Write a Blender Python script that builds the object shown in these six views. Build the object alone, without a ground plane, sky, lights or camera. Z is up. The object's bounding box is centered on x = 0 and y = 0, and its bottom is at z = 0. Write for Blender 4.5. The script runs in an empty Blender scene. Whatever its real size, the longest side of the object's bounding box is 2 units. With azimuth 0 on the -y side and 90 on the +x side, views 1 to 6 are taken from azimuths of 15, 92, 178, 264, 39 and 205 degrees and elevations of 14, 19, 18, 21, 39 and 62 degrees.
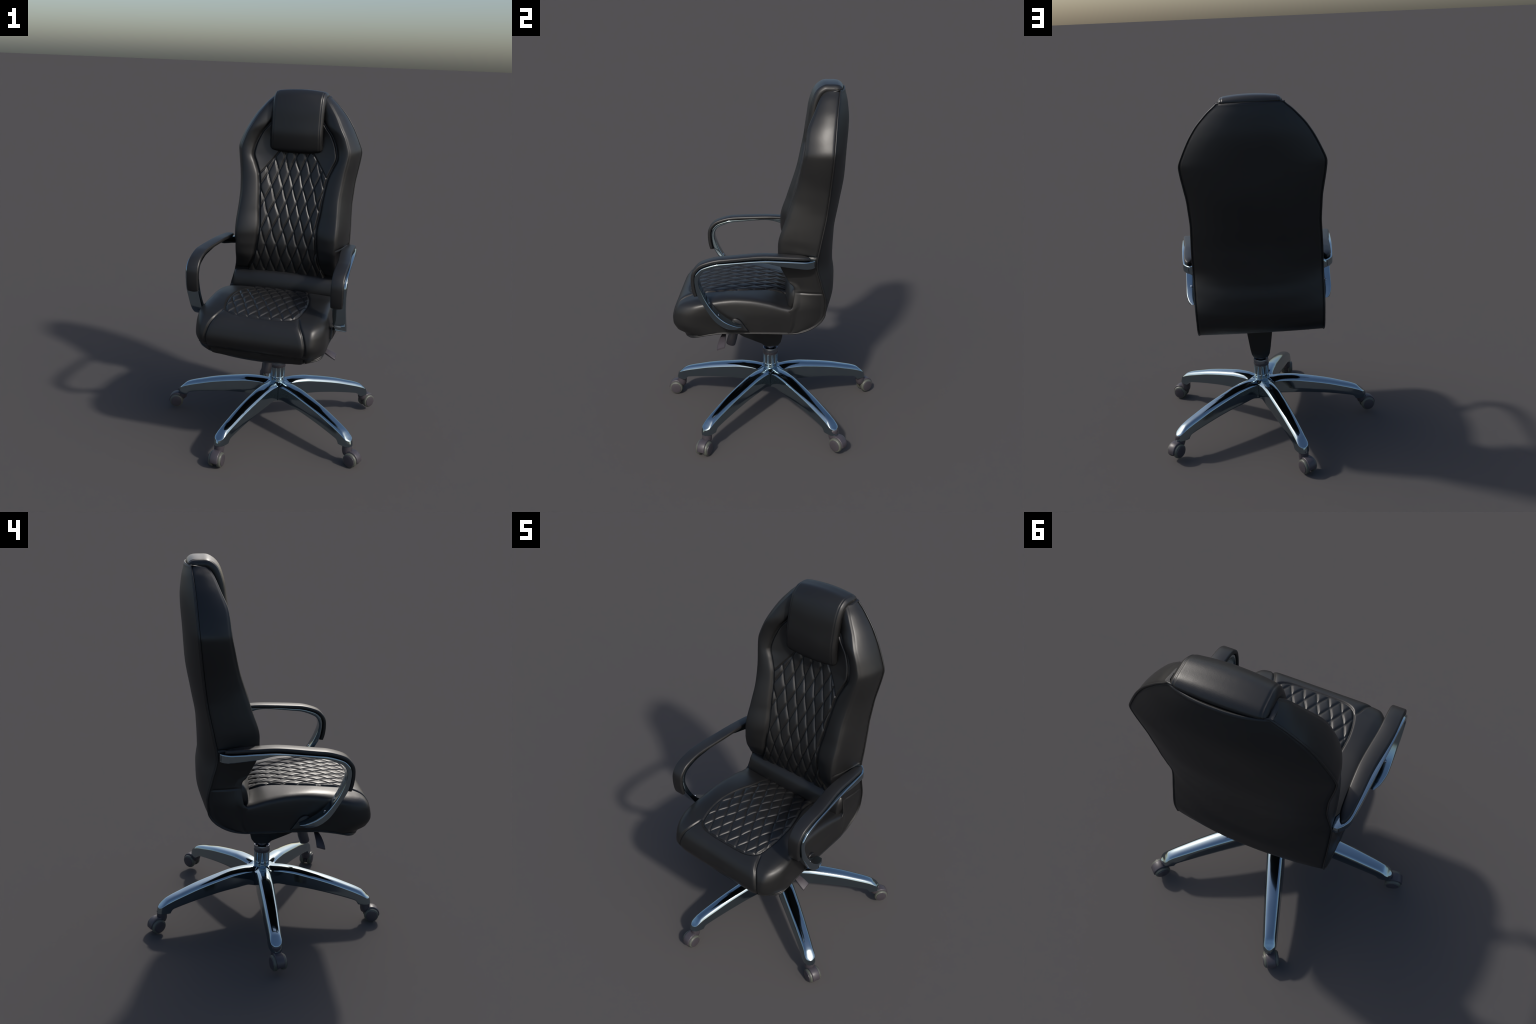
import bpy, bmesh, math, random
from math import sin, cos, pi, radians, exp, sqrt
from mathutils import Vector, Matrix
import numpy as np

random.seed(7)
CX = 0.0435            # the upholstered chair is centred on this x
HUB = (0.055, 0.003)   # axis of the column and the star base


# ------------------------------------------------------------------ helpers
def lerp(table, x):
    """piecewise smooth interpolation (monotone cubic) of a small table [(x, y), ...]"""
    xs = [p[0] for p in table]
    ys = [p[1] for p in table]
    if x <= xs[0]:
        return ys[0]
    if x >= xs[-1]:
        return ys[-1]
    n = len(xs)
    d = [(ys[i + 1] - ys[i]) / (xs[i + 1] - xs[i]) for i in range(n - 1)]
    m = [d[0]] + [0.0] * (n - 2) + [d[-1]]
    for i in range(1, n - 1):
        if d[i - 1] * d[i] > 0:
            m[i] = 2 * d[i - 1] * d[i] / (d[i - 1] + d[i])
    i = 0
    while x > xs[i + 1]:
        i += 1
    h = xs[i + 1] - xs[i]
    t = (x - xs[i]) / h
    return ((1 + 2 * t) * (1 - t) ** 2 * ys[i] + t * (1 - t) ** 2 * h * m[i]
            + t * t * (3 - 2 * t) * ys[i + 1] + t * t * (t - 1) * h * m[i + 1])


def facet(table, x, soft=0.040):
    """straight runs between the points, with the corners only just softened"""
    xs = [p[0] for p in table]
    ys = [p[1] for p in table]
    q = np.linspace(-1, 1, 15)
    w = np.exp(-(q / .55) ** 2)
    return float((np.interp(x + soft * q, xs, ys) * w).sum() / w.sum())


def sstep(a, b, x):
    t = max(0.0, min(1.0, (x - a) / (b - a)))
    return t * t * (3 - 2 * t)


def gauss(x, w):
    return exp(-(x / w) ** 2)


def catmull(pts, n):
    """n points evenly spread along a smooth curve through pts"""
    P = [np.array(p, float) for p in pts]
    P = [2 * P[0] - P[1]] + P + [2 * P[-1] - P[-2]]
    out = []
    for i in range(1, len(P) - 2):
        for k in range(24):
            t = k / 24
            a, b, c, d = P[i - 1], P[i], P[i + 1], P[i + 2]
            out.append(0.5 * (2 * b + (c - a) * t + (2 * a - 5 * b + 4 * c - d) * t * t
                              + (3 * b - a - 3 * c + d) * t ** 3))
    out.append(P[-2])
    out = np.array(out)
    s = np.concatenate([[0], np.cumsum(np.linalg.norm(np.diff(out, axis=0), axis=1))])
    q = np.linspace(0, s[-1], n)
    return np.stack([np.interp(q, s, out[:, k]) for k in range(out.shape[1])], 1)


def new_object(name, verts, faces, mat, parent=None, smooth=True, normals=None):
    me = bpy.data.meshes.new(name)
    me.from_pydata([tuple(v) for v in verts], [], [tuple(f) for f in faces])
    me.update()
    ob = bpy.data.objects.new(name, me)
    bpy.context.scene.collection.objects.link(ob)
    me.materials.append(mat)
    if smooth:
        me.polygons.foreach_set("use_smooth", [True] * len(me.polygons))
    if normals is not None:
        me.normals_split_custom_set_from_vertices([tuple(n) for n in normals])
    if parent is not None:
        ob.parent = parent
    return ob


def recalc(ob, sharp=None):
    bm = bmesh.new()
    bm.from_mesh(ob.data)
    bmesh.ops.remove_doubles(bm, verts=bm.verts, dist=1e-6)
    bmesh.ops.recalc_face_normals(bm, faces=bm.faces)
    bm.to_mesh(ob.data)
    bm.free()
    if sharp:
        ob.data.set_sharp_from_angle(angle=radians(sharp))
    return ob


def loft(name, rings, mat, parent=None, caps=True, closed=True, sharp=None):
    n = len(rings[0])
    verts = [p for r in rings for p in r]
    faces = []
    m = n if closed else n - 1
    for i in range(len(rings) - 1):
        for j in range(m):
            k = (j + 1) % n
            faces.append((i * n + j, i * n + k, (i + 1) * n + k, (i + 1) * n + j))
    if caps:
        faces.append(tuple(range(n))[::-1])
        faces.append(tuple((len(rings) - 1) * n + j for j in range(n)))
    ob = new_object(name, verts, faces, mat, parent)
    return recalc(ob, sharp)


def lathe(name, profile, mat, parent=None, centre=(0, 0), seg=64, sharp=40):
    """profile [(radius, z)], closed loop if the ends are on different radii"""
    rings = []
    for r, z in profile:
        rings.append([(centre[0] + r * cos(2 * pi * k / seg), centre[1] + r * sin(2 * pi * k / seg), z)
                      for k in range(seg)])
    return loft(name, rings, mat, parent, caps=True, sharp=sharp)


def rounded_rect(w, h, r, n=5):
    """points of a rounded rectangle centred on the origin, w by h"""
    r = min(r, w / 2 * 0.999, h / 2 * 0.999)
    pts = []
    for cx, cy, a0 in ((w / 2 - r, h / 2 - r, 0), (-w / 2 + r, h / 2 - r, 90),
                       (-w / 2 + r, -h / 2 + r, 180), (w / 2 - r, -h / 2 + r, 270)):
        for k in range(n + 1):
            a = radians(a0 + 90 * k / n)
            pts.append((cx + r * cos(a), cy + r * sin(a)))
    return pts


def tube(name, path, radius, mat, parent=None, seg=10):
    path = [Vector(p) for p in path]
    rings = []
    up = Vector((0.31, 0.17, 0.93)).normalized()
    for i, p in enumerate(path):
        t = (path[min(i + 1, len(path) - 1)] - path[max(i - 1, 0)]).normalized()
        a = t.cross(up)
        if a.length < 1e-3:
            a = t.cross(Vector((1, 0, 0)))
        a.normalize()
        b = t.cross(a)
        up = -b if (-b).dot(up) > 0 else b
        rings.append([tuple(p + radius * (cos(2 * pi * k / seg) * a + sin(2 * pi * k / seg) * b)) for k in range(seg)])
    return loft(name, rings, mat, parent)


def grid_faces(nu, nv, wrap=False):
    f = []
    for i in range(nu - 1):
        for j in range(nv if wrap else nv - 1):
            k = (j + 1) % nv
            f.append((i * nv + j, i * nv + k, (i + 1) * nv + k, (i + 1) * nv + j))
    return f


def vertex_normals(V, F):
    V = np.asarray(V)
    N = np.zeros_like(V)
    Q = np.array([f if len(f) == 4 else (f[0], f[1], f[2], f[2]) for f in F])
    n = np.cross(V[Q[:, 2]] - V[Q[:, 0]], V[Q[:, 3]] - V[Q[:, 1]])
    if any(len(f) == 3 for f in F):
        tri = Q[:, 2] == Q[:, 3]
        n[tri] = np.cross(V[Q[tri, 1]] - V[Q[tri, 0]], V[Q[tri, 2]] - V[Q[tri, 0]])
    for c in range(4):
        np.add.at(N, Q[:, c], n)
    L = np.linalg.norm(N, axis=1)
    L[L == 0] = 1
    return N / L[:, None]


def split_surface(V, F, label_of_face, mats, parent):
    """one smooth surface cut into named parts that share the whole surface's normals"""
    V = np.asarray(V)
    N = vertex_normals(V, F)
    groups = {}
    for f, lab in zip(F, label_of_face):
        groups.setdefault(lab, []).append(f)
    out = {}
    for lab, fs in groups.items():
        idx = sorted({i for f in fs for i in f})
        re = {o: k for k, o in enumerate(idx)}
        out[lab] = new_object(lab, V[idx], [[re[i] for i in f] for f in fs], mats[lab], parent, normals=N[idx])
    return out


# ------------------------------------------------------------------ materials
def node_mat(name):
    m = bpy.data.materials.new(name)
    m.use_nodes = True
    nt = m.node_tree
    return m, nt, nt.nodes["Principled BSDF"]


def leather(name, low, high, rough, grain=0.12, scale=420):
    m, nt, b = node_mat(name)
    N, L = nt.nodes, nt.links
    tc = N.new("ShaderNodeTexCoord")
    big = N.new("ShaderNodeTexNoise")
    big.inputs["Scale"].default_value = 5
    big.inputs["Detail"].default_value = 6
    L.new(tc.outputs["Object"], big.inputs["Vector"])
    ramp = N.new("ShaderNodeValToRGB")
    ramp.color_ramp.elements[0].position = 0.3
    ramp.color_ramp.elements[0].color = (*low, 1)
    ramp.color_ramp.elements[1].position = 0.75
    ramp.color_ramp.elements[1].color = (*high, 1)
    L.new(big.outputs["Fac"], ramp.inputs["Fac"])
    L.new(ramp.outputs["Color"], b.inputs["Base Color"])
    rr = N.new("ShaderNodeMapRange")
    rr.inputs["To Min"].default_value = rough - 0.04
    rr.inputs["To Max"].default_value = rough + 0.05
    L.new(big.outputs["Fac"], rr.inputs["Value"])
    L.new(rr.outputs["Result"], b.inputs["Roughness"])
    vor = N.new("ShaderNodeTexVoronoi")
    vor.inputs["Scale"].default_value = scale
    L.new(tc.outputs["Object"], vor.inputs["Vector"])
    fine = N.new("ShaderNodeTexNoise")
    fine.inputs["Scale"].default_value = 60
    fine.inputs["Detail"].default_value = 4
    L.new(tc.outputs["Object"], fine.inputs["Vector"])
    mix = N.new("ShaderNodeMath")
    mix.operation = "MULTIPLY_ADD"
    mix.inputs[1].default_value = 0.5
    L.new(vor.outputs["Distance"], mix.inputs[0])
    L.new(fine.outputs["Fac"], mix.inputs[2])
    bump = N.new("ShaderNodeBump")
    bump.inputs["Strength"].default_value = grain
    bump.inputs["Distance"].default_value = 0.0015
    L.new(mix.outputs["Value"], bump.inputs["Height"])
    L.new(bump.outputs["Normal"], b.inputs["Normal"])
    b.inputs["Specular IOR Level"].default_value = 0.5
    return m


def metal(name, colour, rough):
    m, nt, b = node_mat(name)
    N, L = nt.nodes, nt.links
    b.inputs["Metallic"].default_value = 1
    tc = N.new("ShaderNodeTexCoord")
    no = N.new("ShaderNodeTexNoise")
    no.inputs["Scale"].default_value = 9
    no.inputs["Detail"].default_value = 3
    L.new(tc.outputs["Object"], no.inputs["Vector"])
    ramp = N.new("ShaderNodeValToRGB")
    ramp.color_ramp.elements[0].color = (*[c * 0.92 for c in colour], 1)
    ramp.color_ramp.elements[1].color = (*[min(1, c * 1.06) for c in colour], 1)
    L.new(no.outputs["Fac"], ramp.inputs["Fac"])
    L.new(ramp.outputs["Color"], b.inputs["Base Color"])
    b.inputs["Roughness"].default_value = rough
    return m


def plastic(name, colour, rough, grain=0.05):
    m, nt, b = node_mat(name)
    N, L = nt.nodes, nt.links
    tc = N.new("ShaderNodeTexCoord")
    no = N.new("ShaderNodeTexNoise")
    no.inputs["Scale"].default_value = 25
    no.inputs["Detail"].default_value = 5
    L.new(tc.outputs["Object"], no.inputs["Vector"])
    ramp = N.new("ShaderNodeValToRGB")
    ramp.color_ramp.elements[0].color = (*[c * 0.85 for c in colour], 1)
    ramp.color_ramp.elements[1].color = (*[c * 1.15 for c in colour], 1)
    L.new(no.outputs["Fac"], ramp.inputs["Fac"])
    L.new(ramp.outputs["Color"], b.inputs["Base Color"])
    b.inputs["Roughness"].default_value = rough
    bump = N.new("ShaderNodeBump")
    bump.inputs["Strength"].default_value = grain
    bump.inputs["Distance"].default_value = 0.001
    L.new(no.outputs["Fac"], bump.inputs["Height"])
    L.new(bump.outputs["Normal"], b.inputs["Normal"])
    return m


LEATHER = leather("black_leather", (0.0085, 0.0085, 0.0088), (0.012, 0.012, 0.012), 0.40)
BACKING = leather("black_backing_leather", (0.0065, 0.0065, 0.0068), (0.009, 0.009, 0.009), 0.50, 0.08)
PAD = leather("black_armrest_pad_rubber", (0.010, 0.010, 0.011), (0.014, 0.014, 0.014), 0.42, 0.04)
CHROME = metal("polished_chrome", (0.32, 0.405, 0.455), 0.10)
STEEL = metal("piston_steel", (0.24, 0.27, 0.32), 0.22)
BLACK = plastic("black_plastic", (0.006, 0.006, 0.0065), 0.40)
PURPLE = plastic("dark_mauve_plastic", (0.048, 0.042, 0.050), 0.42)
TYRE = plastic("grey_green_rubber", (0.078, 0.083, 0.070), 0.45)

# ------------------------------------------------------------------ root
chair = bpy.data.objects.new("office_chair", None)
bpy.context.scene.collection.objects.link(chair)
chair["label"] = "high-backed black leather office chair with quilted panels and chrome five-star base"
chair["category"] = "office chair"

# ------------------------------------------------------------------ backrest profiles (all as functions of height z)
HALF_WIDTH = [(0.655, .349), (0.77, .347), (0.90, .3505), (1.05, .351), (1.18, .349), (1.34, .341), (1.475, .349),
              (1.60, .370), (1.66, .3770), (1.73, .3455), (1.79, .3155), (1.856, .2725), (1.942, .192), (1.957, .157)]
REAR_EDGE = [(0.655, .140), (0.660, .175), (0.672, .216), (0.69, .252), (0.71, .280), (0.74, .306), (0.77, .319), (0.83, .323), (0.95, .297), (1.06, .272), (1.16, .289),
             (1.33, .322), (1.53, .345), (1.70, .360), (1.83, .371), (1.957, .388)]
REAR_CENTRE = [(0.655, .140), (0.660, .180), (0.672, .226), (0.69, .266), (0.71, .298), (0.74, .330), (0.77, .348), (0.85, .374), (0.92, .376), (1.01, .366), (1.19, .373),
               (1.34, .398), (1.50, .425), (1.64, .434), (1.805, .444), (1.90, .434), (1.957, .420)]
CREASE_X = [(0.655, .350), (0.80, .349), (0.83, .344), (0.906, .322), (1.0, .308), (1.10, .306), (1.24, .304), (1.39, .297), (1.53, .311),
            (1.655, .330), (1.74, .300), (1.854, .236), (1.948, .168), (1.957, .140)]
FRONT_Y = [(0.655, .108), (0.785, .108), (0.815, .130), (0.905, .140), (0.97, .110), (1.04, .077), (1.10, .066), (1.147, .066), (1.298, .110),
           (1.37, .135), (1.475, .170), (1.585, .195), (1.65, .208), (1.768, .222), (1.85, .254), (1.92, .286), (1.957, .312)]
INNER_X = [(0.655, .255), (0.896, .243), (1.0, .200), (1.09, .181), (1.20, .172), (1.30, .183), (1.40, .192), (1.494, .206),
           (1.56, .230), (1.617, .2515), (1.66, .245), (1.735, .216), (1.80, .166), (1.87, .12), (1.957, .07)]
SEAM_GAP = [(0.655, .02), (0.90, .006), (1.0, .022), (1.08, .040), (1.20, .040), (1.36, .026), (1.49, .018), (1.62, .018),
            (1.74, .030), (1.85, .030), (1.957, .006)]
QUILT_Y = [(0.655, .16), (0.90, .150), (1.0, .128), (1.08, .122), (1.175, .135), (1.27, .158), (1.345, .184), (1.43, .211),
           (1.51, .243), (1.60, .264), (1.75, .285), (1.957, .330)]


def diamond_relief(a, b, ha, hb, depth, width, phase=(0, 0)):
    """stitched diamonds: 0 on the stitch lines, 'depth' on the pillows"""
    p = (a - phase[0]) / ha
    q = (b - phase[1]) / hb
    s, t = (p + q) / 2, (p - q) / 2
    L = sqrt(1 / ha ** 2 + 1 / hb ** 2) / 2
    d1 = abs(s - round(s)) / L
    d2 = abs(t - round(t)) / L
    soft = lambda d: 1 - exp(-(d / width) ** 1.3)
    bulge = (sin(pi * (s - math.floor(s))) * sin(pi * (t - math.floor(t)))) ** 0.5
    return depth * (soft(d1) * soft(d2) * 0.74 + 0.26 * bulge)


def build_back():
    Z0, Z1, NZ = 0.655, 1.957, 520
    zs = np.linspace(Z0, Z1, NZ)
    n_side, n_bol, n_quilt = 28, 26, 150
    rows, tags = [], None
    arc = 0.0
    prev = None
    V = []
    for z in zs:
        hw, ye = facet(HALF_WIDTH, z), lerp(REAR_EDGE, z)
        wf, yf = facet(CREASE_X, z), lerp(FRONT_Y, z)
        wi = lerp(INNER_X, z)
        yi = yf + lerp(SEAM_GAP, z)
        yq = lerp(QUILT_Y, z)
        if prev is not None:
            arc += sqrt((z - prev[0]) ** 2 + (yq - prev[1]) ** 2)
        prev = (z, yq)
        P0, P1, P2 = np.array([hw, ye]), np.array([wf, yf]), np.array([wi, yi])
        row = []
        # side panel P0 -> P1, gently bulged, tucked in at the rear seam
        side_len = np.linalg.norm(P1 - P0)
        nrm = np.array([-(P1 - P0)[1], (P1 - P0)[0]]) / max(side_len, 1e-6)
        if nrm[0] < 0:
            nrm = -nrm
        groove = 0.010 * gauss(z - 1.103 - 0.02 * 0, 0.007) + 0.003 * gauss(z - 0.893, 0.005)
        under = 0.006 * (1 - sstep(1.085, 1.11, z))
        pts = []
        for k in range(n_side):
            t = k / n_side
            bul = (0.008 + 0.004 * sstep(1.1, 1.2, z)) * sin(pi * t) ** 0.8 if t > 0 else 0
            tuck = -0.006 * gauss(t * side_len, 0.006)
            inset = groove + under
            inset *= sstep(0.0, 0.12, t) * (1 - .9 * sstep(.72, .88, t) * (1 - sstep(.92, .96, z)))
            pts.append(P0 + (P1 - P0) * t + nrm * (bul + tuck - inset))
        # bolster P1 -> P2
        fwd = np.array([0.0, -1.0])
        bl = np.linalg.norm(P2 - P1)
        bulge_amt = 0.016 * sstep(0.90, 1.05, z) * (1 - 0.4 * sstep(1.75, 1.95, z))
        under2 = 0.012 * (1 - sstep(0.925, 0.94, z))
        for k in range(n_bol):
            t = k / n_bol
            b = bulge_amt * sin(pi * t ** 0.8) ** 0.7 if t > 0 else 0
            tuck = -0.012 * gauss((1 - t) * bl, 0.009)
            pts.append(P1 + (P2 - P1) * t + fwd * (b + tuck - under2))
        # round the crease between side and bolster (repeated averaging along the section)
        A = np.array(pts)
        for _ in range(0 if z < .80 else 2):
            lo, hi = n_side - 6, n_side + 7
            B = A.copy()
            B[lo:hi] = 0.25 * A[lo - 1:hi - 1] + 0.5 * A[lo:hi] + 0.25 * A[lo + 1:hi + 1]
            A = B
        cr = n_side
        for k in range(-2, 3):      # the thin sewn seam along the crease
            A[cr + k] = A[cr + k] - np.array([nrm[0] * .5, -0.5]) * 0.0030 * gauss(k, 1.0) * (z > .95)
        half = [(x, y, z) for x, y in A]
        mid = []
        for k in range(n_quilt + 1):
            u = -1 + 2 * k / n_quilt
            x = wi * -u
            y = yq + (yi - yq) * abs(u) ** 2.2
            edge = (1 - abs(u)) * wi
            plain = sstep(0.165, 0.185, abs(x) + 0.0 * z) * sstep(1.50, 1.52, z)
            # above this slanted line the panel is plain leather
            line = 1.492 + (0.206 - abs(x)) * 1.32
            isq = 1 - sstep(-0.004, 0.004, z - line)
            wx = .0022 * sin(9 * z + 21 * x) + .0015 * sin(37 * z - 30 * x)
            wz = .0030 * sin(19 * x + 11 * z) + .0022 * sin(47 * x - 23 * z)
            rel = diamond_relief(x + wx, arc + wz, 0.032, 0.088, 0.0105, 0.0050, (0.0, QPHASE))
            rel = rel * isq + (1 - isq) * 0.009 * (1 - exp(-((z - line) / 0.009) ** 2))
            seam = 0.006 * gauss(edge, 0.006)
            rel *= sstep(0.0, 0.012, edge)
            mid.append((x, y - rel + seam, z))
        full = half + mid + [(-x, y, zz) for x, y, zz in half[::-1]]
        V.append(full)
    nv = len(V[0])
    flat = [(x + CX, y, z) for r in V for x, y, z in r]
    F = grid_faces(NZ, nv)
    n0 = n_side + 0
    n1 = n_side + n_bol
    labs = []
    zc = [(zs[i] + zs[i + 1]) / 2 for i in range(NZ - 1)]
    for i in range(NZ - 1):
        for j in range(nv - 1):
            jj = min(j, nv - 2 - j)
            if zc[i] < 1.103 and jj < n0:
                labs.append("lower_side_panel")
            elif jj < n0:
                labs.append("back_side_panel")
            elif jj < n1:
                labs.append("back_bolster")
            else:
                labs.append("quilted_back_panel")
    # orient outwards: flip so that normals point away from the chair's inside
    F = [f[::-1] for f in F]
    mats = {k: LEATHER for k in set(labs)}
    parts = split_surface(flat, F, labs, mats, chair)
    # top cover under the headrest: bridges the last section to the rear edge
    top = [(x + CX, y, z) for x, y, z in V[-1]]
    rear = []
    hw, ye = facet(HALF_WIDTH, Z1), lerp(REAR_EDGE, Z1)
    rings = []
    for r in range(5):
        t = r / 4
        ring = []
        for (x, y, z) in top:
            ring.append((x, y + (ye - y) * t, z + 0.008 * sin(pi * t / 2)))
        rings.append(ring)
    ob = loft("back_top_panel", rings, LEATHER, chair, caps=False, closed=False)
    return parts


# arc phase of the quilt: a stitch crossing lies on the centre line at z = 1.43
def quilt_phase():
    arc, prev = 0.0, None
    for z in np.linspace(0.655, 1.957, 400):
        y = lerp(QUILT_Y, z)
        if prev:
            arc += sqrt((z - prev[0]) ** 2 + (y - prev[1]) ** 2)
        prev = (z, y)
        if z >= 1.43:
            return arc


QPHASE = quilt_phase()
build_back()


# ------------------------------------------------------------------ rear shell: one sheet down the back and under the seat
UNDER = [(.178, .655), (.06, .656), (-.09, .658), (-.24, .656), (-.33, .645), (-.41, .625), (-.462, .608)]


def shell_path():
    pts = []
    for z in np.concatenate([np.linspace(1.962, .76, 150), .655 + .100 * np.linspace(1, .02, 40) ** 1.8]):
        pts.append((facet(HALF_WIDTH, z), lerp(REAR_EDGE, z), lerp(REAR_CENTRE, z), z))
    for k in range(1, 60):
        y = .132 + (-.462 - .132) * k / 59
        z = lerp(sorted(UNDER), y)
        hw = lerp([(-.462, .268), (-.45, .290), (-.43, .322), (-.40, .343), (-.33, .350), (.178, .352)], y)
        pts.append((hw, y, y, z))
    return pts


def build_shell():
    path = shell_path()
    nu = 41
    rows = []
    for hw, ye, yc, z in path:
        row = []
        sag = .018 * sstep(-.36, -.46, ye) if z < .66 else 0.0
        for k in range(nu):
            u = -1 + 2 * k / (nu - 1)
            y = ye + (yc - ye) * (1 - abs(u) ** 2.4)
            dz = 0.0
            if z > 1.955:
                dz = 0.006 * (1 - u * u)
            row.append((CX + u * hw, y + 0.001, z + dz - sag * (1 - u * u)))
        rows.append(row)
    V = [p for r in rows for p in r]
    F = grid_faces(len(rows), nu)
    N = vertex_normals(V, F)
    if N[len(V) // 8][1] < 0:
        F = [f[::-1] for f in F]
    ob = new_object("back_shell", V, F, BACKING, chair)
    so = ob.modifiers.new("thickness", "SOLIDIFY")
    so.thickness = 0.008
    so.offset = -1
    # piping along the seam
    edge_r = [(CX + hw * 1.0 + 0.0005, ye, z) for hw, ye, yc, z in path]
    edge_l = [(CX - hw * 1.0 - 0.0005, ye, z) for hw, ye, yc, z in path]
    loop = edge_r[::-1] + [(CX + facet(HALF_WIDTH, 1.962) * u, lerp(REAR_EDGE, 1.962) + .018 * (1 - u * u), 1.962 + .006 * (1 - u * u))
                           for u in np.linspace(.9, -.9, 12)] + edge_l
    front = [(CX + .265 * u, -.464 - .010 * (1 - u * u), .608 - .019 * (1 - u * u)) for u in np.linspace(-.95, .95, 16)]
    loop = loop + front + [loop[0]]
    tube("seam_piping", loop, 0.0041, LEATHER, chair, 8)


build_shell()


# ------------------------------------------------------------------ seat cushion
TOP_MID = [(-.56, .826), (-.46, .838), (-.39, .850), (-.33, .857), (-.25, .862), (-.15, .860), (-.05, .852), (.02, .843), (.09, .822), (.16, .800)]
TOP_SIDE = [(-.56, .790), (-.43, .820), (-.315, .838), (-.225, .844), (-.135, .840), (0, .820), (.09, .797), (.16, .785)]
FRONT_IN = [(.60, -.470), (.63, -.482), (.66, -.520), (.71, -.538), (.76, -.528), (.80, -.508), (.835, -.484), (.87, -.458)]
SEAT_BOTTOM = [(-.56, .606), (-.46, .608), (-.41, .627), (-.33, .648), (-.24, .660), (-.09, .664), (.06, .662), (.20, .660)]
QUILT_OUTLINE = [(0, -.461), (.085, -.460), (.145, -.453), (.182, -.435), (.202, -.402), (.216, -.340), (.222, -.260), (.212, -.165), (.192, -.085),
                 (.172, -.020), (.162, .060), (.155, .135)]


FRONT_SEAM = [(.60, .262), (.646, .2685), (.70, .275), (.772, .259), (.82, .230), (.842, .204), (.852, .192)]


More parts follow.
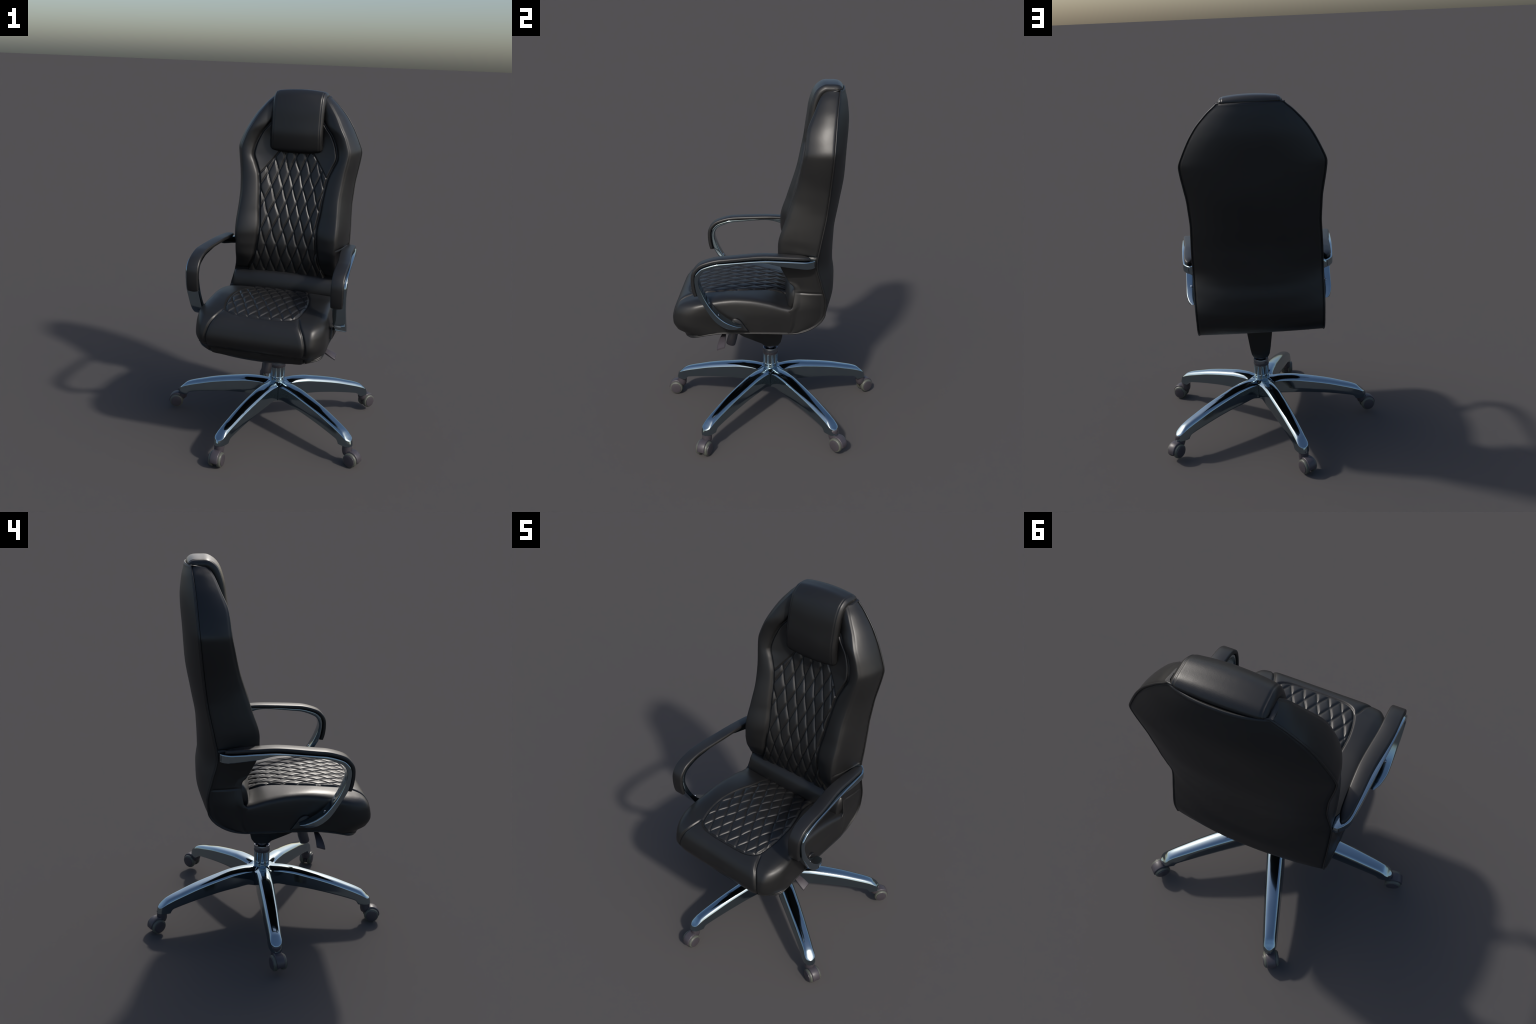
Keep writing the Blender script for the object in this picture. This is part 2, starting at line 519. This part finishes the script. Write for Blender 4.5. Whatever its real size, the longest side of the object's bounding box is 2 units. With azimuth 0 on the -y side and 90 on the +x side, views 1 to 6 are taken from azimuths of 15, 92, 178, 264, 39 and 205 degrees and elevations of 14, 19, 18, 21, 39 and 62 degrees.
def build_seat():
    # unit box surface -> rounded box -> fitted to the seat's outline functions
    nx, ny, nz = 240, 220, 44

    def fit(p):
        X, Y, Z = p
        # round the box towards the top and the front only
        up, fr = max(0.0, Z), max(0.0, -Y)
        q = 9.0
        m = max(abs(X), up, fr)
        if m > 0:
            n = (abs(X) ** q + up ** q + fr ** q) ** (1 / q)
            k = m / n
            X *= k
            if Z > 0:
                Z *= k
            if Y < 0:
                Y *= k
        yb = .139
        y = yb + (-.53 - yb) * (1 - (Y + 1) / 2)
        w = abs(X)
        zt = lerp(TOP_MID, y) + (lerp(TOP_SIDE, y) + .022 - lerp(TOP_MID, y)) * sstep(.55, 1.0, w)
        zb = lerp(SEAT_BOTTOM, yb + (-.478 - yb) * (1 - (Y + 1) / 2)) + .002
        zb += (.014 * sstep(.70, 1.0, w) - .017 * (1 - w * w)) * sstep(.1, -1.0, Y)
        z = zb + (zt - zb) * (Z + 1) / 2
        yf = lerp(FRONT_IN, z) + .056 * sstep(.80, 1.05, w) ** 1.1     # the front corners pull back
        low = 1 - sstep(.60, .70, z)
        yf += .020 * low * sstep(.70, 1.0, w)
        y = yb + (yf - yb) * (1 - (Y + 1) / 2)
        hw = .3525 - .012 * sstep(.75, .90, z) + .014 * sstep(-.22, -.48, y) - .020 * low * sstep(-.30, -.46, y)
        return np.array([X * hw, y, z])

    V, F, key = [], [], {}

    def vid(ix, iy, iz):
        k = (ix, iy, iz)
        if k not in key:
            p = (-1 + 2 * ix / nx, -1 + 2 * iy / ny, -1 + 2 * iz / nz)
            key[k] = len(V)
            V.append(fit(p))
        return key[k]

    for i in range(nx):
        for j in range(ny):
            F.append((vid(i, j, nz), vid(i + 1, j, nz), vid(i + 1, j + 1, nz), vid(i, j + 1, nz)))
    for i in range(nx):
        for k in range(nz):
            F.append((vid(i, 0, k), vid(i + 1, 0, k), vid(i + 1, 0, k + 1), vid(i, 0, k + 1)))
    for j in range(ny):
        for k in range(nz):
            F.append((vid(0, j, k), vid(0, j, k + 1), vid(0, j + 1, k + 1), vid(0, j + 1, k)))
            F.append((vid(nx, j, k), vid(nx, j + 1, k), vid(nx, j + 1, k + 1), vid(nx, j, k + 1)))
    V = np.array(V)
    N = vertex_normals(V, F)
    outline = catmull(QUILT_OUTLINE, 160)
    full = np.concatenate([outline[::-1] * np.array([-1, 1]), outline[1:]])
    # seams of the front panel run from the quilt's corners down over the front edge
    def inside(x, y):
        x = abs(x)
        if y > outline[-1][1]:
            return False
        if y < -.461:
            return False
        c = False
        for a, b in zip(outline[:-1], outline[1:]):
            if (a[1] > y) != (b[1] > y):
                if x < a[0] + (y - a[1]) / (b[1] - a[1]) * (b[0] - a[0]):
                    c = not c
        return c

    disp = np.zeros(len(V))
    flag = np.zeros(len(V), int)
    for i, (v, n) in enumerate(zip(V, N)):
        x, y, z = v
        if n[2] > 0.12 and z > .76 and y > -.50:
            d = np.sqrt(((full - np.array([x, y])) ** 2).sum(1)).min()
            if inside(x, y):
                flag[i] = 1
                wx = .0020 * sin(23 * y + 15 * x) + .0012 * sin(51 * y)
                wy = .0028 * sin(25 * x + 9 * y) + .0018 * sin(60 * x - 20 * y)
                rel = diamond_relief(x + wx, y + wy, 0.0310, 0.0630, 0.0084, 0.0044, (0.0065, -.454))
                disp[i] += -0.0030 + rel * sstep(0, .010, d) - 0.003 * gauss(d, .004)
            else:
                disp[i] += -0.008 * gauss(d, .006)
        if y < -.40 and n[2] > -0.6 and flag[i] == 0:
            e = abs(x) - lerp(FRONT_SEAM, z)
            de = abs(e) * .85
            fade = sstep(-.40, -.44, y)
            disp[i] += (-0.0085 * gauss(de, .0055) + (.004 if e < 0 else -.001) * (1 - gauss(de, .014))) * fade
            if e < 0:
                flag[i] = 2
        # crease along the top edge of the sides, and the seam where the side meets the back
        if abs(n[0]) > .3:
            disp[i] += -0.0055 * gauss(y - .139, .005)
        if z < .66:
            disp[i] += 0
    V = V + N * disp[:, None]
    V[:, 0] += CX
    labs = []
    for f in F:
        c = sum(flag[i] == 1 for i in f)
        e = sum(flag[i] == 2 for i in f)
        labs.append("quilted_seat_panel" if c >= 3 else "seat_front_panel" if e >= 2 else "seat_side_panel")
    split_surface(V, F, labs, {k: LEATHER for k in set(labs)}, chair)


build_seat()


# ------------------------------------------------------------------ lumbar strip between seat and quilted back
def build_lumbar():
    rings = []
    L = .334
    for k in range(61):
        a = -1 + 2 * k / 60
        x = L * a
        end = (1 - abs(a) ** 60) ** 0.5 if abs(a) < 1 else 0
        end = max(end, .25)
        mid = 1 - abs(a) ** 2.0
        cy, cz = .172 - .022 * mid, .855 + .010 * mid
        ring = []
        for j in range(28):
            t = 2 * pi * j / 28
            c, s = cos(t), sin(t)
            e = 2 / 2.6
            ring.append((CX + x, cy + (.052) * end * math.copysign(abs(c) ** e, c) + .018 * s * 1.0,
                         cz + .066 * end * math.copysign(abs(s) ** e, s)))
        rings.append(ring)
    loft("lumbar_pad", rings, LEATHER, chair)


build_lumbar()


# ------------------------------------------------------------------ headrest pillow folded over the top edge
def build_headrest():
    prof = catmull([(.262, 1.630), (.238, 1.634), (.217, 1.658), (.205, 1.740), (.214, 1.820), (.227, 1.897), (.254, 1.962), (.298, 1.996), (.342, 2.0),
                    (.386, 1.996), (.410, 1.976), (.406, 1.950)], 70)
    nu = 120
    hw = .160
    rows = []
    T = np.gradient(prof, axis=0)
    T /= np.linalg.norm(T, axis=1)[:, None]
    Nn = np.stack([-T[:, 1], T[:, 0]], 1)   # towards front / up
    if Nn[20][0] > 0:
        Nn = -Nn
    rings = []
    for i, (p, n) in enumerate(zip(prof, Nn)):
        s = i / (len(prof) - 1)
        thick = .056
        ring = []
        # outer face from +x to -x with rounded sides, then the inner face back
        W = hw - .004 * sin(pi * s) - .009 * (1 - sstep(0, .08, s)) ** 2
        for k in range(nu):
            u = -1 + 2 * k / (nu - 1)
            au = abs(u)
            drop = .013 * au ** 2 + .016 * max(0, (au - .86) / .14) ** 2.2
            x = u * W
            groove = .0026 * gauss((au * W - (W - .019)), .0030)
            q = p - n * (drop + groove)
            ring.append((CX + x, q[0], q[1]))
        for k in range(nu - 1, -1, -1):
            u = -1 + 2 * k / (nu - 1)
            au = abs(u)
            q = p - n * (thick - .004 * max(0, (au - .86) / .14) ** 2)
            ring.append((CX + u * (W - .002), q[0], q[1]))
        rings.append(ring)
    loft("headrest", rings, LEATHER, chair, sharp=70)


build_headrest()


# ------------------------------------------------------------------ armrests: chrome loop, padded top
ARM_OUT = [(.262, 1.093), (.22, 1.096), (.079, 1.107), (-.028, 1.111), (-.206, 1.101), (-.271, 1.094), (-.336, 1.074), (-.363, 1.052),
           (-.378, 1.027), (-.381, .989), (-.367, .914), (-.332, .849), (-.295, .787), (-.261, .750), (-.217, .722), (-.174, .712), (-.143, .717)]
ARM_IN = [(.262, 1.050), (.22, 1.053), (.079, 1.077), (-.028, 1.101), (-.206, 1.088), (-.261, 1.081), (-.313, 1.063), (-.34, 1.047),
          (-.355, 1.021), (-.359, .982), (-.338, .919), (-.308, .861), (-.268, .805), (-.231, .771), (-.192, .746), (-.162, .731), (-.138, .720)]
ARM_X = [(0, .348), (.02, .358), (.045, .376), (.08, .386), (.25, .401), (.6, .411), (.9, .410), (.97, .402), (1, .392)]     # centre offset along the band
PAD_PATH = [(.236, 1.096), (.200, 1.099), (.079, 1.107), (-.028, 1.111), (-.206, 1.101), (-.271, 1.094), (-.336, 1.074), (-.363, 1.052),
            (-.378, 1.027), (-.381, .989), (-.377, .945), (-.366, .905)]


def build_armrest(side):
    n = 110
    o = catmull(ARM_OUT, n)
    # resample the inner curve with the same parameter as the outer
    def paired(tab, n):
        return catmull(tab, n)
    i_ = paired(ARM_IN, n)
    rings = []
    for k in range(n):
        t = k / (n - 1)
        xc = lerp(ARM_X, t)
        w = lerp([(0, .044), (.02, .066), (.045, .062), (.08, .054), (.15, .054), (.4, .066), (.6, .074), (.90, .070), (.97, .055), (1, .036)], t)
        c = (o[k] + i_[k]) / 2
        h = max(np.linalg.norm(o[k] - i_[k]), .006)
        d = (o[k] - i_[k]) / max(np.linalg.norm(o[k] - i_[k]), 1e-6)
        ring = []
        for a, b in rounded_rect(w, h, .006, 4):
            ring.append((CX + side * (xc + a), c[0] + d[0] * b, c[1] + d[1] * b))
        rings.append(ring)
    arm = loft("armrest", rings, CHROME, chair, sharp=50)
    # black pad lying on the band
    m = 90
    p = catmull(PAD_PATH, m)
    T = np.gradient(p, axis=0)
    T /= np.linalg.norm(T, axis=1)[:, None]
    nr = np.stack([T[:, 1], -T[:, 0]], 1)
    if nr[10][1] < 0:
        nr = -nr
    rings = []
    for k in range(m):
        t = k / (m - 1)
        e0 = sqrt(max(0.0, 1 - max(0, (.085 - t) / .085) ** 2))
        e1 = sqrt(max(0.0, 1 - max(0, (t - .985) / .015) ** 2))
        e = max(.12, min(e0, .35 + .65 * e1))
        xc = lerp([(0, .378), (.3, .380), (.65, .402), (1, .402)], t)
        w = lerp([(0, .046), (.25, .064), (.6, .070), (1, .066)], t) * e
        h = .0185 * (.35 + .65 * e)
        ring = []
        for a, b in rounded_rect(w, h, .0075, 5):
            dome = .004 * (1 - (2 * a / w) ** 2) if b > 0 else 0
            b2 = b + h / 2 + .0015 + dome
            ring.append((CX + side * (xc + a), p[k][0] + nr[k][0] * b2, p[k][1] + nr[k][1] * b2))
        rings.append(ring)
    pad = loft("armrest_pad", rings, PAD, arm, sharp=60)
    # dark inset between pad and band
    # screws on the inner face of the lower strut
    for y, z in ((-.308, .861), (-.258, .795)):
        d = Vector((0, .82, .57)).normalized()
        c = Vector((CX + side * .412, y, z))
        a = Vector((1, 0, 0))
        b = d.cross(a)
        rings = [[tuple(c + d * q + r * (cos(2 * pi * k / 14) * a + sin(2 * pi * k / 14) * b)) for k in range(14)]
                 for q, r in ((-.006, .0085), (.001, .0085), (.003, .006), (.0035, .003))]
        loft("screw", rings, STEEL, arm, sharp=40)
    # plate where the strut meets the seat side, and the peg at the rear
    out = catmull([(-.222, .672), (-.200, .735), (-.178, .752), (-.150, .742), (-.125, .708), (-.100, .672)], 24)
    rings = []
    for x, s in ((.330, 1.0), (.360, 1.0), (.364, .97), (.366, .9)):
        cc = out.mean(0)
        rings.append([(CX + side * x, cc[0] + (q[0] - cc[0]) * s, cc[1] + (q[1] - cc[1]) * s) for q in out])
    loft("armrest_mount", rings, BLACK, arm, sharp=50)
    rings = []
    for x in (.325, .376):
        rings.append([(CX + side * x, .240 + a, 1.072 + b) for a, b in rounded_rect(.038, .036, .008)])
    loft("armrest_mount", rings, BLACK, arm, sharp=50)
    return arm


for s in (1, -1):
    build_armrest(s)


# ------------------------------------------------------------------ tilt mechanism, levers, knob
def build_mechanism():
    secs = [(.078, .500, .66, .160, .120), (.068, .458, .66, .160, .106), (.050, .430, .66, .160, .088), (.0, .424, .66, .160, .078), (-.030, .426, .66, .160, .084),
            (-.044, .446, .66, .160, .104), (-.10, .472, .66, .162, .118), (-.15, .496, .66, .165, .130), (-.20, .530, .66, .168, .14), (-.26, .575, .66, .168, .15),
            (-.29, .610, .66, .16, .15)]
    rings = []
    for y, zb, zt, wt, wb in secs:
        ring = []
        for k in range(9):
            u = -1 + 2 * k / 8
            e = abs(u)
            ring.append((HUB[0] + u * wb / 2, y, zb + .010 * e ** 3))
        for t in (.35, .7, 1.0):
            ring.append((HUB[0] + wb / 2 + (wt - wb) / 2 * t, y, zb + .01 + (zt - zb - .01) * t))
        for t in (1.0, .7, .35):
            ring.append((HUB[0] - wb / 2 - (wt - wb) / 2 * t, y, zb + .01 + (zt - zb - .01) * t))
        rings.append(ring)
    mech = loft("tilt_mechanism", rings, BLACK, chair, sharp=45)
    # levers either side: a rod that widens into a flat paddle
    for side in (1, -1):
        path = [(.05, -.230, .634, .010, .010), (.24, -.242, .627, .012, .012), (.295, -.248, .619, .024, .014), (.33, -.252, .612, .034, .015),
                (.362, -.255, .601, .042, .013), (.385, -.256, .590, .046, .011), (.397, -.256, .584, .046, .010)]
        P = catmull(path, 40)
        rings = []
        for x, y, z, w, t in P:
            tilt = .32 * sstep(.30, .37, x)
            rings.append([(CX + side * x, y + a, z + b + a * tilt) for a, b in rounded_rect(w, t, .004, 3)])
        loft("lever", rings, PURPLE, chair, sharp=50)
    # tension knob
    axis = Vector((0, -.28, -.96)).normalized()
    a = Vector((1, 0, 0))
    b = axis.cross(a)
    c = Vector((.045, -.196, .575))
    rings = []
    for q, r in ((0, .024), (.10, .0275), (.105, .029), (.150, .029), (.156, .0275), (.158, .024)):
        ring = []
        for k in range(40):
            rr = r * (1 - .02 * (k % 4 == 0))
            ring.append(tuple(c + axis * q + rr * (cos(2 * pi * k / 40) * a + sin(2 * pi * k / 40) * b)))
        rings.append(ring)
    loft("tension_knob", rings, PURPLE, chair, sharp=40)


build_mechanism()


# ------------------------------------------------------------------ column
def build_column():
    lathe("piston", [(.026, .30), (.026, .43), (.020, .432)], STEEL, chair, HUB)
    lathe("collar_ring", [(.0265, .388), (.0265, .397), (.036, .398), (.039, .411), (.0425, .411), (.0450, .402), (.0450, .391), (.0265, .388)],
          STEEL, chair, HUB)
    lathe("collar_gasket", [(.030, .374), (.0450, .374), (.0458, .377), (.0458, .388), (.0450, .391), (.030, .391)], PURPLE, chair, HUB)
    # fluted chrome sleeve: ten recessed panels with round lower ends
    nz, na = 60, 240
    rings = []
    for i in range(nz + 1):
        z = .266 + (.374 - .266) * i / nz
        ring = []
        for k in range(na):
            a = 2 * pi * k / na
            per = 2 * pi / 10
            q = ((a + per / 2) % per - per / 2) * .044     # metres from the middle of the panel
            half = .0112
            zb = .312
            if z > zb + half:
                d = half - abs(q)
            else:
                d = half - sqrt(q * q + (z - zb - half) ** 2)
            rec = .0022 * sstep(-.0005, .0018, d)
            foot = .004 * (1 - sstep(.268, .290, z)) ** 2 - .0012 * gauss(z - .300, .0018)
            ring.append((HUB[0] + (.044 - rec + foot) * cos(a), HUB[1] + (.044 - rec + foot) * sin(a), z))
        rings.append(ring)
    loft("column_sleeve", rings, CHROME, chair)


build_column()

# ------------------------------------------------------------------ five-star base
TOP_Z = [(0, .287), (.05, .287), (.11, .290), (.18, .287), (.25, .276), (.394, .246), (.488, .219), (.545, .201), (.575, .188), (.595, .172), (.612, .156), (.624, .146)]
BOT_Z = [(0, .185), (.055, .182), (.11, .193), (.18, .191), (.25, .187), (.356, .174), (.46, .156), (.53, .141), (.550, .135), (.560, .123), (.566, .113), (.624, .113)]
ARM_W = [(0, .043), (.10, .0425), (.2, .041), (.35, .038), (.5, .034), (.565, .0318), (.590, .0305), (.608, .027), (.618, .018), (.624, .009)]


def build_base():
    nr, ns = 150, 40
    rs = np.concatenate([np.linspace(.0, .16, 60, endpoint=False), np.linspace(.16, .56, 60, endpoint=False), np.linspace(.56, .624, 36)])
    tan36 = math.tan(radians(36))
    r0 = .066

    def section(r):
        w = lerp(ARM_W, r)
        sector = r * tan36
        if r <= r0:
            W = sector
            web = 1.0
        else:
            # fillet between neighbouring arms, then the arm's own width
            f = exp(-(r - r0) / .020)
            W = w + (r0 * tan36 - w) * f
            W = min(W, sector)
            web = f
        zt, zb = lerp(TOP_Z, r), lerp(BOT_Z, r)
        pts = []
        flare = 1 + .16 * (1 - web) * sstep(.08, .2, r) * (1 - .5 * sstep(.58, .615, r))
        edge_drop = (.020 - .016 * sstep(.56, .624, r)) * (1 - web) + .014 * web * sstep(.04, r0, r)
        rad = .0085
        for k in range(ns + 1):              # top, from +W to -W
            u = 1 - 2 * k / ns
            au = abs(u)
            crown = edge_drop * (.35 * au ** 2 + .65 * au ** 5)
            crown = crown * (1 - web) + web * edge_drop * sstep(.25, 1.0, au)
            pts.append((u * W, zt - crown))
        zedge = zt - edge_drop
        h = zedge - zb
        for t in (.03, .08, .3, .6, .92, 1.0):                # side wall -W
            if web < 1:
                f2 = flare - .03 * (t > .95)
            else:
                f2 = 1
            pts.append((-W * (1 + (f2 - 1) * min(1, t * 1.1)), zedge - h * t))
        inner = .012 * sstep(.1, .16, r) * (1 - sstep(.52, .56, r))
        for k in range(1, 8):
            u = -1 + 2 * k / 8
            pts.append((u * W * (flare - .03 if web < 1 else 1), zb + inner * (1 - abs(u) ** 4)))
        for t in (1.0, .92, .6, .3, .08, .03):
            f2 = flare - .03 * (t > .95) if web < 1 else 1
            pts.append((W * (1 + (f2 - 1) * min(1, t * 1.1)), zedge - h * t))
        return pts

    secs = [section(r) for r in rs]
    n = len(secs[0])
    V, F = [], []
    for a in range(5):
        az = radians(271.5 + 72 * a)
        ax, lat = (sin(az), -cos(az)), (cos(az), sin(az))
        base = len(V)
        for r, sec in zip(rs, secs):
            zt = max(q[1] for q in sec)
            for s, z in sec:
                # the end of the arm swells outwards below the polished top
                q = r + .007 * sstep(.565, .624, r) * min(1, max(0, (zt - z - .004) / .026))
                V.append((HUB[0] + ax[0] * q + lat[0] * s, HUB[1] + ax[1] * q + lat[1] * s, z))
        side_lo = list(range(ns, ns + 7)) + list(range(n - 7, n)) 
        for i in range(len(rs) - 1):
            for j in range(n):
                k = (j + 1) % n
                top = j < ns
                bottom = ns + 6 <= j < n - 6
                if not top and not bottom and rs[i + 1] <= r0 + 1e-6:
                    continue                 # inside the hub neighbouring sectors share this wall
                F.append((base + i * n + j, base + i * n + k, base + (i + 1) * n + k, base + (i + 1) * n + j))
        F.append(tuple(base + (len(rs) - 1) * n + j for j in range(n)))
    ob = new_object("star_base", V, F, CHROME, chair)
    bm = bmesh.new()
    bm.from_mesh(ob.data)
    bmesh.ops.remove_doubles(bm, verts=bm.verts, dist=2e-4)
    bmesh.ops.dissolve_degenerate(bm, edges=bm.edges, dist=1e-5)
    bmesh.ops.recalc_face_normals(bm, faces=bm.faces)
    bm.to_mesh(ob.data)
    bm.free()
    ob.data.set_sharp_from_angle(angle=radians(55))
    return ob


build_base()


# ------------------------------------------------------------------ casters
def build_caster_parts():
    """built once around the stem axis (origin on the floor below it), trailing towards -y"""
    off, R = .036, .041
    meshes = {}
    seg = 40
    # hood: stem cup plus the curved cover over the wheels
    V, F = [], []
    rings = []
    for r, z in ((.010, .122), (.024, .122), (.0265, .119), (.0275, .112), (.0275, .085), (.0265, .072), (.022, .058), (.012, .050), (.004, .048)):
        rings.append([(r * cos(2 * pi * k / seg), r * sin(2 * pi * k / seg), z) for k in range(seg)])
    cup = loft("caster", rings, PURPLE, None, sharp=50)
    # cover: arc band around the axle, from above the stem side round to the trailing side
    rings = []
    na = 30
    hw = .0225
    ro, ri = R + .0065, R - .010
    for k in range(na + 1):
        a = radians(120 - 128 * k / na)      # 90 = up, 0 = trailing direction
        c, s = cos(a), sin(a)
        end = 1.0
        sec = [(-hw, ri), (-hw, ro - .004), (-hw + .0015, ro - .0012), (-hw + .005, ro), (hw - .005, ro), (hw - .0015, ro - .0012), (hw, ro - .004), (hw, ri)]
        rings.append([(x, -off - c * r, R + .002 + s * r) for x, r in sec])
    cover = loft("cover", rings, PURPLE, None, sharp=45)
    # solid web between the wheels
    rings = []
    for x in (-.010, .010):
        rings.append([(x, -off - (R - .006) * cos(2 * pi * k / 32), R + .002 + (R - .006) * sin(2 * pi * k / 32)) for k in range(32)])
    web = loft("web", rings, PURPLE, None, sharp=45)
    bm = bmesh.new()
    for o in (cup, cover, web):
        bm.from_mesh(o.data)
    me = bpy.data.meshes.new("caster")
    bm.to_mesh(me)
    bm.free()
    me.materials.append(PURPLE)
    me.set_sharp_from_angle(angle=radians(45))
    for o in (cup, cover, web):
        bpy.data.objects.remove(o)
    meshes["caster"] = me
    for nm, prof, mat in (("caster_wheel", [(.010, .012), (R - .004, .012), (R - .001, .0135), (R, .017), (R, .026), (R - .0015, .0315), (R - .005, .035), (R - .009, .036), (.010, .0355)], TYRE),
                          ("wheel_cap", [(.010, .034), (R - .0085, .034), (R - .0095, .0385), (R - .012, .0395), (.006, .0402)], PURPLE)):
        for sgn in (1, -1):
            rings = [[(sgn * x, -off + r * cos(2 * pi * k / 48), R + r * sin(2 * pi * k / 48)) for k in range(48)] for r, x in prof]
            o = loft(nm, rings, mat, None, sharp=50)
            meshes[nm, sgn] = o.data
            bpy.data.objects.remove(o)
    return meshes


def build_casters():
    M = build_caster_parts()
    for a in range(5):
        az = radians(271.5 + 72 * a)
        r = .603
        x, y = HUB[0] + sin(az) * r, HUB[1] - cos(az) * r
        c = bpy.data.objects.new("caster", M["caster"])
        bpy.context.scene.collection.objects.link(c)
        c.parent = chair
        c.location = (x, y, (.021, .001, 0, .021, .004)[a])
        c.rotation_euler = (0, 0, az + radians(12.5))
        for nm in ("caster_wheel", "wheel_cap"):
            for s in (1, -1):
                w = bpy.data.objects.new(nm, M[nm, s])
                bpy.context.scene.collection.objects.link(w)
                w.parent = c


build_casters()
